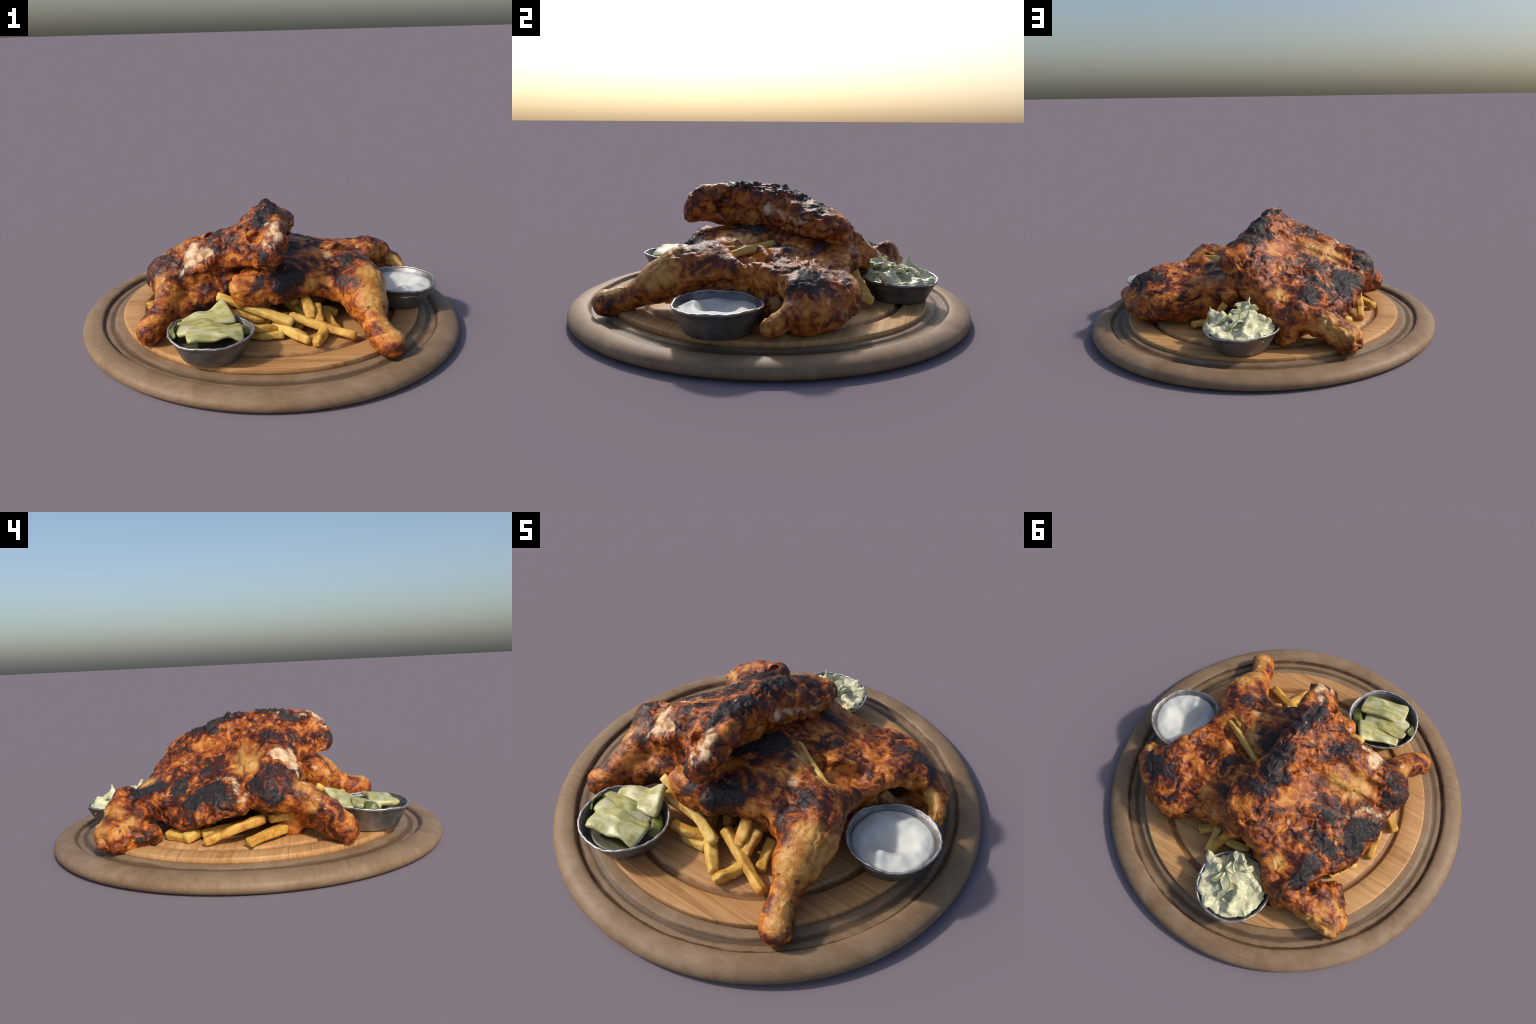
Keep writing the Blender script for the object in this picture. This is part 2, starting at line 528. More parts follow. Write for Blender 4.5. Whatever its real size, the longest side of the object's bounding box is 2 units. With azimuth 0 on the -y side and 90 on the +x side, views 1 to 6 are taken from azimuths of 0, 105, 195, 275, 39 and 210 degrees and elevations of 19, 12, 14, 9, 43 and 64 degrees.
# ------------------------------------------------------------------ cups
STEEL = steel_material("brushed_steel", 1.0)
LIP = steel_material("bright_steel", 1.7)


def build_cup(parent, cx, cy, rb, zb, rt, zt, seed):
    r = random.Random(seed)
    ph = [r.uniform(0, 6.3) for _ in range(4)]

    def wob(t, rr, z):
        k = max(0, (z - zb) / (zt - zb))
        return k * (0.003 * math.sin(2 * t + ph[0]) + 0.0022 * math.sin(5 * t + ph[1])), k * (0.004 * math.sin(2 * t + ph[2]) + 0.002 * math.sin(7 * t + ph[3]))

    prof = [(0.0, zb), (rb - 0.012, zb), (rb - 0.003, zb + 0.003), (rb + 0.002, zb + 0.012)]
    for k in (0.25, 0.5, 0.75, 0.95):
        prof.append((rb + 0.002 + (rt - rb - 0.004) * k, zb + 0.012 + (zt - zb - 0.014) * k))
    prof += [(rt + 0.001, zt - 0.004), (rt + 0.002, zt), (rt - 0.002, zt + 0.002), (rt - 0.006, zt - 0.001)]
    for k in (0.9, 0.6, 0.3, 0.05):
        prof.append((rb - 0.006 + (rt - rb - 0.004) * k, zb + 0.012 + (zt - zb - 0.014) * k))
    prof += [(rb - 0.018, zb + 0.008), (0.0, zb + 0.007)]
    V, F = lathe(prof, 96, cx, cy, wob)
    mesh_object("cup", V, F, STEEL, parent)
    roll = [(rt + 0.0055 * math.cos(a) - 0.001, zt + 0.0035 + 0.0045 * math.sin(a)) for a in (2 * math.pi * k / 10 for k in range(10))]

    def crimp(t, rr, z):
        a, b = wob(t, rr, z)
        return a + 0.0012 * math.sin(31 * t + ph[0]) * math.sin(4 * t), b + 0.0012 * math.sin(23 * t + ph[1])

    V, F = lathe(roll, 160, cx, cy, crimp, True)
    mesh_object("rolled_lip", V, F, LIP, parent)


def disc_fill(name, parent, cx, cy, radius, height, mat, rings=34, segs=96, skirt=0.05):
    """round filling whose surface is height(x, y)"""
    V, F = [(cx, cy, height(cx, cy, 0.0))], []
    for i in range(1, rings + 1):
        q = i / rings
        for s in range(segs):
            t = 2 * math.pi * s / segs
            x, y = cx + radius * q * math.cos(t), cy + radius * q * math.sin(t)
            V.append((x, y, height(x, y, q)))
    for s in range(segs):
        F.append((0, 1 + s, 1 + (s + 1) % segs))
    for i in range(rings - 1):
        a, b = 1 + i * segs, 1 + (i + 1) * segs
        for s in range(segs):
            F.append((a + s, b + s, b + (s + 1) % segs, a + (s + 1) % segs))
    a = 1 + (rings - 1) * segs
    b = len(V)
    low = min(v[2] for v in V[a:])
    for s in range(segs):
        x, y, z = V[a + s]
        V.append((cx + (x - cx) * 0.72, cy + (y - cy) * 0.72, min(z, low) - skirt))
    for s in range(segs):
        F.append((a + s, b + s, b + (s + 1) % segs, a + (s + 1) % segs))
    F.append(tuple(b + s for s in range(segs))[::-1])
    return mesh_object(name, V, F, mat, parent)


def build_sauce():
    cx, cy = 0.695, -0.039
    e = thing("sauce_cup", "small steel cup of thick white sauce", "dip cup", (cx, cy, 0.095))
    build_cup(e, cx, cy, 0.142, 0.096, 0.190, 0.212, 2)

    def h(x, y, q):
        dx, dy = x - cx, y - cy
        z = 0.196 + 0.006 * math.sin(9 * dx + 5 * dy)
        d = math.hypot(dx + 0.005, dy + 0.005)
        z -= 0.050 * math.exp(-(d / 0.075) ** 2)
        a = math.atan2(dy, dx)
        z += 0.017 * math.exp(-((d - 0.11 - 0.012 * math.sin(a * 2 + 0.6)) / 0.032) ** 2) * (0.6 + 0.4 * math.sin(a + 2.2))
        z += 0.022 * math.exp(-(((dx - 0.0) ** 2 + (dy + 0.085) ** 2) / 0.0016))
        z += 0.012 * float(perlin(np.array([[x * 14, y * 14, 1.5]]))[0]) + 0.006 * float(perlin(np.array([[x * 30, y * 30, 4.5]]))[0])
        return z - 0.012 * max(0, (q - 0.93) / 0.07)

    disc_fill("white_sauce", e, cx, cy, 0.176, h, sauce_material())


def leaf_piece(r, length, width, curl, thick, fold):
    """a bent shred of leaf with real thickness, grown along +x from the origin"""
    n, m = 9, 5
    top = []
    for i in range(n):
        t = i / (n - 1)
        w = width * (0.35 + 0.65 * math.sin(math.pi * min(1, 0.12 + 0.8 * t)) ** 0.7) * (1 - 0.55 * t ** 3)
        for j in range(m):
            s = j / (m - 1) * 2 - 1
            x = length * (math.sin(curl * t) / curl if abs(curl) > 1e-3 else t)
            z = length * ((1 - math.cos(curl * t)) / curl if abs(curl) > 1e-3 else 0)
            z += fold * w * s * s + 0.006 * math.sin(6 * t + 2 * s + r)
            y = w * s * 0.5 + 0.010 * math.sin(5 * t + r)
            top.append((x, y, z))
    V = np.array(top)
    G = V.reshape(n, m, 3)
    du = np.gradient(G, axis=0)
    dv = np.gradient(G, axis=1)
    N = np.cross(du, dv).reshape(-1, 3)
    N /= np.linalg.norm(N, axis=1)[:, None] + 1e-9
    A, B = V + N * thick / 2, V - N * thick / 2
    F, k = [], n * m
    for i in range(n - 1):
        for j in range(m - 1):
            a, b, c, d = i * m + j, (i + 1) * m + j, (i + 1) * m + j + 1, i * m + j + 1
            F += [(a, b, c, d), (k + d, k + c, k + b, k + a)]
    ring = [j for j in range(m)] + [i * m + m - 1 for i in range(1, n)] + [(n - 1) * m + j for j in range(m - 2, -1, -1)] + [i * m for i in range(n - 2, 0, -1)]
    for a, b in zip(ring, ring[1:] + ring[:1]):
        F.append((a, k + a, k + b, b))
    return np.concatenate([A, B]), F


def build_slaw():
    cx, cy = -0.07, 0.655
    e = thing("slaw_cup", "steel cup heaped with creamy cabbage slaw", "side dish", (cx, cy, 0.09))
    build_cup(e, cx, cy, 0.132, 0.0885, 0.186, 0.192, 3)
    mat = cabbage_material()

    def h(x, y, q):
        p = np.array([[x * 17, y * 17, 3.3]])
        dx, dy = x - cx, y - cy
        z = 0.178 + 0.078 * math.exp(-((dx + 0.0) ** 2 + (dy + 0.08) ** 2) / 0.014) + 0.02 * (1 - q * q)
        z += 0.030 * (abs(float(perlin(p)[0])) * 2.2 - 0.5) + 0.012 * float(perlin(p * 2.6)[0])
        return z - 0.02 * max(0, (q - 0.9) / 0.1)

    # whipped heap: a low mound drawn up into pointed, leaning peaks
    peaks = [(-0.075, 0.595, -0.078, 0.540, 0.315, 0.055), (0.075, 0.625, 0.128, 0.575, 0.270, 0.040), (-0.110, 0.665, -0.122, 0.690, 0.300, 0.042), (0.030, 0.640, 0.045, 0.615, 0.258, 0.045),
             (-0.165, 0.640, -0.205, 0.610, 0.232, 0.045), (0.055, 0.740, 0.068, 0.752, 0.222, 0.040), (-0.100, 0.755, -0.118, 0.780, 0.222, 0.042), (0.000, 0.775, 0.000, 0.812, 0.212, 0.030),
             (-0.020, 0.690, -0.010, 0.700, 0.236, 0.040), (-0.185, 0.720, -0.205, 0.735, 0.205, 0.035), (-0.020, 0.540, -0.005, 0.510, 0.240, 0.040), (0.08, 0.69, 0.10, 0.69, 0.205, 0.03)]
    ridges = [(-0.20, 0.61, 0.222, -0.085, 0.565, 0.262), (0.12, 0.58, 0.240, 0.045, 0.615, 0.235), (-0.12, 0.69, 0.262, -0.11, 0.775, 0.205), (0.065, 0.75, 0.208, -0.02, 0.70, 0.215), (-0.2, 0.735, 0.196, -0.12, 0.78, 0.2)]

    def field(P):
        x, y, z = P[:, 0], P[:, 1], P[:, 2]
        top = 0.193 + 0.062 * np.exp(-((x + 0.07) ** 2 + (y - 0.605) ** 2) / 0.010)
        d = smax((z - top) * 0.8, np.hypot(x - cx, y - cy) - 0.174 - np.minimum(0, z - 0.192) * 0.60, 0.012)
        d = np.maximum(d, 0.115 - z)
        for x0, y0, x1, y1, z1, w in peaks:
            d = smin(d, limb(P, [(x0, y0, 0.175, w), (0.4 * x0 + 0.6 * x1, 0.4 * y0 + 0.6 * y1, 0.175 + 0.55 * (z1 - 0.175), w * 0.42), (x1, y1, z1, 0.004)]), 0.022)
        for a in ridges:
            d = smin(d, limb(P, [(*a[:3], 0.010), (*a[3:], 0.010)]), 0.022)
        inside = np.hypot(x - cx, y - cy) - (0.142 + (z - 0.15) * 0.6)
        return np.where(z < 0.193, smax(d, inside, 0.01), d)

    V, Q = sculpt(field, (-0.30, 0.44, 0.10), (0.18, 0.88, 0.34), 0.0045)
    V = relax(V, Q, 2)
    N = vertex_normals(V, Q)
    warp = V + 0.02 * np.stack([fbm(V + 5 * k, 12, 2) for k in range(3)], 1)
    V = V + N * (0.020 * (0.22 - np.abs(fbm(warp, 17, 3))) + 0.007 * fbm(V, 11, 2))[:, None]
    mesh_object("slaw_heap", V, Q, mat, e)
    r = random.Random(5)
    # loose shreds of leaf lying in the heap
    pieces = []
    for _ in range(26):
        q, t = math.sqrt(r.random()) * 0.120, r.uniform(0, 2 * math.pi)
        x, y = cx + q * math.cos(t), cy + q * math.sin(t)
        pieces.append((x, y, h(x, y, q / 0.174) - 0.012, r.uniform(0.05, 0.10), r.uniform(0.022, 0.06), math.radians(r.uniform(-25, 30)), r.uniform(0, 6.3)))
    for x, y, z, l, w, pitch, az in pieces:
        V, F = leaf_piece(r.uniform(0, 6), l, w, r.uniform(-1.3, -0.2), r.uniform(0.010, 0.016), r.uniform(-0.5, 0.5))
        roll = r.uniform(-0.7, 0.7)
        c, s = math.cos(roll), math.sin(roll)
        V = V @ np.array([[1, 0, 0], [0, c, s], [0, -s, c]])
        c, s = math.cos(pitch), math.sin(pitch)
        V = V @ np.array([[c, 0, s], [0, 1, 0], [-s, 0, c]])
        c, s = math.cos(az), math.sin(az)
        V = V @ np.array([[c, s, 0], [-s, c, 0], [0, 0, 1]]) + np.array([x, y, z])
        ob = mesh_object("cabbage_shred", V, F, mat, e)
        sub = ob.modifiers.new("soft", "SUBSURF")
        sub.levels = sub.render_levels = 1


def slab(spine, width, thick, seed, n=22, m=18, power=3.0, taper=0.75, tilt=None, rough=0.0045, bulb=0.0):
    """long soft bar with a rounded-box section along a bent spine"""
    r = random.Random(seed)
    p = np.array(spine, float)
    t = np.linspace(0, len(p) - 1, n)
    # quadratic or linear spine
    if len(p) == 2:
        C = p[0] + (p[1] - p[0]) * np.linspace(0, 1, n)[:, None]
    else:
        s = np.linspace(0, 1, n)[:, None]
        mid = 2 * p[1] - 0.5 * (p[0] + p[2])
        C = (1 - s) ** 2 * p[0] + 2 * s * (1 - s) * mid + s ** 2 * p[2]
    T = np.gradient(C, axis=0)
    T /= np.linalg.norm(T, axis=1)[:, None]
    tilt = r.uniform(-0.5, 0.5) if tilt is None else tilt
    V = []
    ph = r.uniform(0, 6)
    for i in range(n):
        side = np.cross(T[i], (0, 0, 1.0))
        side /= np.linalg.norm(side) + 1e-9
        up = np.cross(side, T[i])
        a = tilt + 0.12 * math.sin(i * 0.3 + ph)
        sd, u = side * math.cos(a) + up * math.sin(a), up * math.cos(a) - side * math.sin(a)
        s = i / (n - 1)
        end = min(s, 1 - s)
        k = 1.0 if end > 0.06 else taper + (1 - taper) * math.sqrt(max(0, 1 - ((0.06 - end) / 0.06) ** 2))
        k *= 1 + 0.09 * math.sin(5 * s + ph) + 0.04 * math.sin(13 * s + 2 * ph) + bulb * (s - 0.5)
        for j in range(m):
            b = 2 * math.pi * j / m
            cb, sb = math.cos(b), math.sin(b)
            q = (abs(cb) ** power + abs(sb) ** power) ** (-1 / power)
            V.append(C[i] + sd * (cb * q * width / 2 * k) + u * (sb * q * thick / 2 * k))
    F = [(i * m + j, i * m + (j + 1) % m, (i + 1) * m + (j + 1) % m, (i + 1) * m + j) for i in range(n - 1) for j in range(m)]
    V.append(C[0] - T[0] * 0.004)
    V.append(C[-1] + T[-1] * 0.004)
    F += [(len(V) - 2, (j + 1) % m, j) for j in range(m)]
    F += [(len(V) - 1, (n - 1) * m + j, (n - 1) * m + (j + 1) % m) for j in range(m)]
    V = np.array(V)
    V = V + rough * np.stack([fbm(V + 3 * k + seed, 22, 2) for k in range(3)], 1)
    return V, F


def build_pickles():
    cx, cy = -0.287, -0.614
    e = thing("pickle_cup", "steel cup filled with sliced pickles", "side dish", (cx, cy, 0.095))
    build_cup(e, cx, cy, 0.142, 0.096, 0.193, 0.209, 4)
    flesh = pickle_material("pickle_flesh", [(0.28, (0.23, 0.20, 0.03)), (0.41, (0.36, 0.33, 0.095)), (0.53, (0.46, 0.44, 0.21)), (0.70, (0.56, 0.535, 0.36))])
    skin = pickle_material("pickle_skin", [(0.3, (0.06, 0.07, 0.012)), (0.6, (0.15, 0.16, 0.03)), (0.8, (0.28, 0.27, 0.05))])
    disc_fill("brine", e, cx, cy, 0.165, lambda x, y, q: 0.168, pickle_material("brine", [(0.3, (0.04, 0.04, 0.018)), (0.7, (0.13, 0.12, 0.06))]), 8, 64)
    for sp, w, th, mat, sd, tilt, bulb in [
        (((-0.392, -0.685, 0.222), (-0.26, -0.668, 0.232), (-0.142, -0.650, 0.212)), 0.130, 0.028, flesh, 1, -0.12, 0.1),
        (((-0.440, -0.605, 0.216), (-0.32, -0.595, 0.218), (-0.190, -0.580, 0.190)), 0.125, 0.028, flesh, 2, -0.1, 0.0),
        (((-0.415, -0.545, 0.204), (-0.31, -0.510, 0.222), (-0.200, -0.468, 0.246)), 0.135, 0.026, flesh, 3, -0.25, 0.45),
        (((-0.455, -0.660, 0.196), (-0.462, -0.625, 0.225), (-0.455, -0.590, 0.222)), 0.044, 0.010, skin, 5, 0.9, 0.3),
        (((-0.195, -0.515, 0.190), (-0.150, -0.560, 0.196), (-0.125, -0.610, 0.185)), 0.05, 0.026, skin, 6, 0.2, 0.0),
    ]:
        V, F = slab(sp, w, th, sd, 34, 28, 3.2, 0.80, tilt, 0.004, bulb)
        mesh_object("pickle_slice", V, F, mat, e)


# ------------------------------------------------------------------ fries
def build_fries():
    mat = fry_material()
    w = 0.047
    seen = [
        ((0.425, -0.100, 0.354), (0.28, -0.024, 0.360), (0.14, 0.055, 0.366)), ((-0.265, -0.385, 0.285), (-0.073, -0.415, 0.222), (0.095, -0.475, 0.175)), ((0.085, -0.385, 0.172), (0.236, -0.455, 0.145), (0.392, -0.525, 0.120)),
        ((0.010, -0.410, 0.140), (0.09, -0.49, 0.135), (0.165, -0.565, 0.122)), ((0.195, -0.598, 0.122), (0.22, -0.54, 0.125), (0.265, -0.44, 0.125)),
        ((0.165, -0.325, 0.235), (0.180, -0.375, 0.205), (0.188, -0.420, 0.170)), ((-0.110, -0.455, 0.116), (-0.03, -0.485, 0.118), (0.048, -0.475, 0.118)),
        ((-0.130, -0.490, 0.165), (-0.05, -0.475, 0.150), (0.018, -0.435, 0.130)), ((-0.250, -0.400, 0.200), (-0.15, -0.405, 0.190), (-0.04, -0.400, 0.165)),
        ((0.222, -0.33, 0.20), (0.226, -0.39, 0.175), (0.228, -0.43, 0.150)), ((0.27, -0.30, 0.15), (0.29, -0.38, 0.125), (0.31, -0.44, 0.118)),
        ((-0.45, 0.330, 0.118), (-0.50, 0.26, 0.118), (-0.545, 0.205, 0.116)), ((-0.50, 0.160, 0.122), (-0.46, 0.06, 0.135), (-0.42, -0.03, 0.150)),
        ((-0.592, 0.134, 0.110), (-0.575, 0.02, 0.155), (-0.53, -0.13, 0.200)), ((-0.645, -0.068, 0.118), (-0.56, -0.14, 0.130), (-0.46, -0.22, 0.135)),
        ((-0.48, -0.15, 0.185), (-0.44, -0.25, 0.190), (-0.40, -0.34, 0.190)),
        ((-0.545, 0.235, 0.120), (-0.50, 0.20, 0.125), (-0.42, 0.18, 0.125)), ((0.275, 0.462, 0.118), (0.22, 0.425, 0.122), (0.13, 0.38, 0.122)),
        ((0.175, 0.400, 0.175), (0.168, 0.47, 0.155), (0.160, 0.545, 0.125)), ((0.075, 0.42, 0.275), (0.115, 0.47, 0.200), (0.145, 0.525, 0.125)), ((-0.03, 0.445, 0.185), (0.05, 0.46, 0.180), (0.13, 0.445, 0.165)), ((0.118, 0.440, 0.130), (0.05, 0.43, 0.135), (-0.03, 0.395, 0.135)),
    ]
    r = random.Random(9)
    hidden = []
    for _ in range(26):
        x, y, t, l = r.uniform(-0.34, 0.36), r.uniform(-0.30, 0.32), r.uniform(0, 3.14), r.uniform(0.12, 0.2)
        z = r.choice((0.122, 0.165, 0.2))
        hidden.append(tuple((x + k * l / 2 * math.cos(t), y + k * l / 2 * math.sin(t), z + (0.012 if k == 0 else 0)) for k in (-1, 0, 1)))
    for _ in range(7):
        x, y, t, l = r.uniform(-0.10, 0.34), r.uniform(-0.33, -0.22), r.uniform(-2.2, -0.3), r.uniform(0.16, 0.22)
        z = r.uniform(0.122, 0.19)
        hidden.append(tuple((x + k * l / 2 * math.cos(t), y + k * l / 2 * math.sin(t), z - 0.03 * k) for k in (-1, 0, 1)))
    for i, sp in enumerate(seen + hidden):
        V, F = slab(sp, w * r.uniform(0.88, 1.1), w * r.uniform(0.72, 0.95), 20 + i, 26, 20, 5.5, 0.86)
        c = np.array(sp[1])
        ob = mesh_object("french_fry", V - c, F, mat)
        ob.location = c
        ob["label"], ob["category"] = "golden fried potato stick with blunt ends", "french fry"


# ------------------------------------------------------------------ chickens
def chicken(name, label, base, parts, outline, top, thick, extra, cuts, lo, hi, mat, seed, char, rough=1.0, soft=0.05, torn=None, sharp=()):
    """body slab under a height surface, limbs blended on, creases cut, skin relief, split into named parts"""
    hump = Hump(top)
    poly = closed_curve(outline, 6)
    h = 0.0055
    nx, ny = (int(math.ceil((hi[k] - lo[k]) / h)) + 1 for k in (0, 1))
    gx, gy = np.meshgrid(lo[0] + h * np.arange(nx), lo[1] + h * np.arange(ny), indexing="ij")
    ztop = hump(gx.ravel(), gy.ravel()).reshape(nx, ny).astype(np.float32)
    flat = np.stack([gx.ravel(), gy.ravel(), 0 * gx.ravel() + seed], 1)
    ragged = 0.018 * fbm(flat, 11, 3) + 0.012 * (np.abs(fbm(flat + 4, 22, 2)) - 0.2)
    edge = (outline_distance(gx.ravel(), gy.ravel(), poly) + ragged).reshape(nx, ny).astype(np.float32)
    slope = np.sqrt(1 + sum(np.minimum(np.abs(g), 1.2) ** 2 for g in np.gradient(ztop, h)))
    thk = thick(gx, gy).astype(np.float32)

    def body(P):
        i = np.clip(np.rint((P[:, 0] - lo[0]) / h).astype(int), 0, nx - 1)
        j = np.clip(np.rint((P[:, 1] - lo[1]) / h).astype(int), 0, ny - 1)
        z, k = ztop[i, j], slope[i, j]
        up = (P[:, 2] - z) / k
        dn = (z - thk[i, j] - P[:, 2]) / k
        return smax(smax(up, dn, soft), edge[i, j], soft * 1.2)

    def field(P):
        d = body(P)
        for nm, chains in parts:
            for ch in chains:
                k = 0.016 if nm in sharp else 0.045
                d = smin(d, limb(P, ch), k)
        for ch, k in extra:
            d = smin(d, limb(P, ch), k)
        for ch, k in cuts:
            d = smax(d, -limb(P, ch), k)
        return d

    V, Q = sculpt(field, lo, hi, h)
    V = relax(V, Q, 3)
    N = vertex_normals(V, Q)
    S = V + seed * 3.1
    # rolling lumps, stringy folds, lifted flakes of skin and blistered crust
    lumps = fbm(S, 7.0, 2)
    warp = V + 0.035 * np.stack([fbm(S + 5 * k, 10, 3) for k in range(3)], 1)
    fold = 1 - 2 * np.abs(fbm(warp + seed, 9, 2))
    flake = np.clip((fbm(warp + 4 + seed, 8, 3) - 0.02) / 0.07, -1, 1)
    flake2 = np.clip((fbm(warp + 7 + seed, 17, 2) - 0.05) / 0.09, -1, 1)
    busy = np.clip(0.5 + 1.6 * fbm(S + 2, 5, 2), 0.1, 1)
    crust = np.abs(fbm(warp + 9 + seed, 28, 3)) - 0.2
    crease = np.exp(-(fbm(warp + 2.5 * seed + 11, 5.5, 3) / 0.045) ** 2)
    leg = np.min([np.min([limb(V, ch) for ch in chains], axis=0) for nm, chains in parts if nm == "drumstick"], axis=0)
    busy = busy * np.clip(0.35 + leg / 0.08, 0.35, 1)
    d = rough * (0.015 * lumps * np.clip(0.5 + leg / 0.08, 0.5, 1) + busy * (0.013 * (fold - 0.6) + 0.0045 * flake + 0.0035 * flake2 + 0.008 * crust - 0.013 * crease)) - 0.002
    if torn:
        raw = np.clip((limb(V, [torn[0], torn[1]]) - 0.0) / -0.03 + 0.4, 0, 1)
        d += raw * (0.020 * fbm(S, 20, 3) + 0.012 * (np.abs(fbm(warp, 14, 2)) - 0.2))
    burnt = np.full(len(V), 1e9)
    for s in char:
        burnt = np.minimum(burnt, limb(V, [(*s[:3], s[-1])] if len(s) == 4 else [(*s[:3], s[-1]), (*s[3:6], s[-1])]))
    b = np.clip(-burnt / 0.02 + 0.3 + 0.6 * fbm(S, 25, 2), 0, 1)
    d += rough * b * (0.005 + 0.010 * crust)
    V = V + N * d[:, None]
    V = relax(V, Q, 1, 0.25)
    floor = np.where(np.hypot(V[:, 0], V[:, 1]) < 0.795, 0.0955 - board_sag(V[:, 1]), 0.069)
    V[:, 2] = np.maximum(V[:, 2], floor + 0.001 * perlin(V * 40))
    N = vertex_normals(V, Q)
    # regions
    C = V[Q].mean(1)
    C = C + 0.004 * np.stack([perlin(C * 30 + k) for k in range(3)], 1)
    score = [body(C.astype(np.float32)) + 0.008]
    names = ["breast"]
    for nm, chains in parts:
        names.append(nm)
        score.append(np.min([limb(C, ch) for ch in chains], axis=0))
    who = np.argmin(score, axis=0)
    e = thing(name, label, "roast chicken", base)
    for k, nm in enumerate(names):
        q = Q[who == k]
        if not len(q):
            continue
        ids, inv = np.unique(q, return_inverse=True)
        ob = mesh_object(nm, V[ids], inv.reshape(-1, 4), mat, e)
        ob.data.normals_split_custom_set_from_vertices([tuple(n) for n in N[ids]])
    return V, Q


# burnt, bare-meat and golden patches: segments (two ends and a radius) or spots lying on the skin
CHAR_A = [
    (-0.44, -0.36, 0.15, -0.20, -0.28, 0.26, 0.045), (-0.30, -0.24, 0.14, 0.06),  # shadow beneath the thigh arch, darkened into the skin colour
    (-0.038, -0.244, 0.615, -0.005, -0.094, 0.649, 0.05), (-0.014, 0.051, 0.633, -0.026, 0.199, 0.582, 0.044), (0.027, 0.259, 0.556, -0.03, 0.248, 0.549, 0.039), (-0.083, 0.144, 0.571, 0.033),
    (-0.195, -0.11, 0.548, -0.267, -0.194, 0.529, 0.046), (-0.139, -0.068, 0.585, 0.022), (-0.48, 0.182, 0.298, -0.525, 0.186, 0.271, 0.064), (-0.483, 0.1, 0.34, -0.554, 0.049, 0.289, 0.064),
    (-0.337, 0.149, 0.395, 0.032), (-0.36, 0.277, 0.352, -0.404, 0.27, 0.315, 0.051), (-0.363, 0.449, 0.308, -0.355, 0.38, 0.327, 0.043), (-0.385, 0.487, 0.296, 0.034),
    (-0.448, 0.503, 0.245, 0.027), (-0.499, -0.168, 0.43, -0.554, -0.158, 0.402, 0.044), (-0.624, -0.137, 0.322, -0.536, -0.11, 0.388, 0.049), (-0.091, 0.309, 0.466, 0.02),
    (-0.272, 0.307, 0.38, 0.015), (-0.062, 0.367, 0.464, 0.024), (-0.288, 0.089, 0.43, -0.336, 0.079, 0.41, 0.028), (-0.544, -0.161, 0.404, -0.64, -0.178, 0.295, 0.046),
    (-0.521, -0.231, 0.398, 0.024), (-0.04, -0.101, 0.646, -0.055, -0.283, 0.612, 0.029), (-0.043, 0.152, 0.587, 0.022), (-0.224, -0.101, 0.529, -0.292, -0.242, 0.497, 0.021),
    (-0.318, 0.148, 0.402, 0.022), (-0.211, 0.18, 0.439, -0.26, 0.102, 0.435, 0.017), (-0.347, 0.507, 0.304, -0.359, 0.433, 0.313, 0.03), (-0.344, 0.321, 0.342, 0.022),
    (-0.456, 0.345, 0.253, 0.019), (-0.616, 0.423, 0.136, -0.57, 0.349, 0.179, 0.037), (-0.128, -0.317, 0.501, 0.022), (-0.436, 0.193, 0.321, -0.519, 0.063, 0.333, 0.04),
    (-0.538, 0.153, 0.274, -0.548, 0.069, 0.299, 0.024), (-0.265, -0.264, 0.493, -0.185, -0.251, 0.55, 0.025), (-0.565, -0.249, 0.375, -0.505, -0.21, 0.407, 0.024), (-0.469, -0.253, 0.407, 0.018),
    (-0.379, -0.284, 0.401, 0.025), (-0.448, -0.284, 0.337, 0.02), (-0.142, -0.309, 0.499, 0.021), (-0.025, -0.211, 0.634, -0.004, -0.147, 0.662, 0.03),
    (-0.051, -0.46, 0.507, 0.03), (-0.613, -0.199, 0.349, -0.602, -0.335, 0.315, 0.016), (0.014, 0.186, 0.593, 0.017, 0.076, 0.62, 0.035), (-0.057, 0.162, 0.581, -0.024, 0.252, 0.551, 0.026),
    (0.03, 0.265, 0.551, 0.028), (-0.047, 0.364, 0.474, 0.027),
]
PALE_A = [
    (0.075, 0.02, 0.53, 0.125, 0.20, 0.475, 0.022), (0.125, 0.22, 0.48, 0.12, 0.34, 0.46, 0.026), (0.085, -0.20, 0.56, 0.09, -0.05, 0.56, 0.012),
    (0.019, -0.355, 0.632, -0.007, -0.396, 0.598, 0.026), (-0.391, -0.195, 0.465, -0.385, -0.269, 0.424, 0.043), (-0.143, -0.165, 0.578, 0.016), (-0.574, -0.037, 0.302, 0.024),
    (-0.437, 0.053, 0.364, -0.46, 0.013, 0.369, 0.016), (-0.383, -0.259, 0.439, -0.311, -0.247, 0.47, 0.027), (0.03, -0.422, 0.57, 0.019, -0.399, 0.598, 0.022), (0.004, -0.455, 0.551, 0.02),
    (-0.427, -0.289, 0.386, 0.009), (-0.414, -0.228, 0.447, -0.373, -0.283, 0.405, 0.025), (-0.481, -0.004, 0.366, -0.555, -0.019, 0.33, 0.019), (-0.413, 0.084, 0.364, 0.012),
    (-0.022, -0.418, 0.567, 0.018), (-0.573, -0.039, 0.305, 0.011), (-0.016, -0.31, 0.617, 0.015), (-0.18, 0.283, 0.406, 0.02),
]
GOLD_A = [
    (-0.293, -0.036, 0.473, -0.404, -0.057, 0.421, 0.063), (-0.527, -0.29, 0.333, -0.55, -0.346, 0.29, 0.044), (-0.498, 0.61, 0.222, -0.605, 0.591, 0.17, 0.046), (-0.283, -0.069, 0.485, 0.039),
    (-0.564, 0.473, 0.198, -0.648, 0.508, 0.179, 0.031), (-0.21, 0.464, 0.324, 0.045), (-0.527, 0.563, 0.232, 0.045),
]
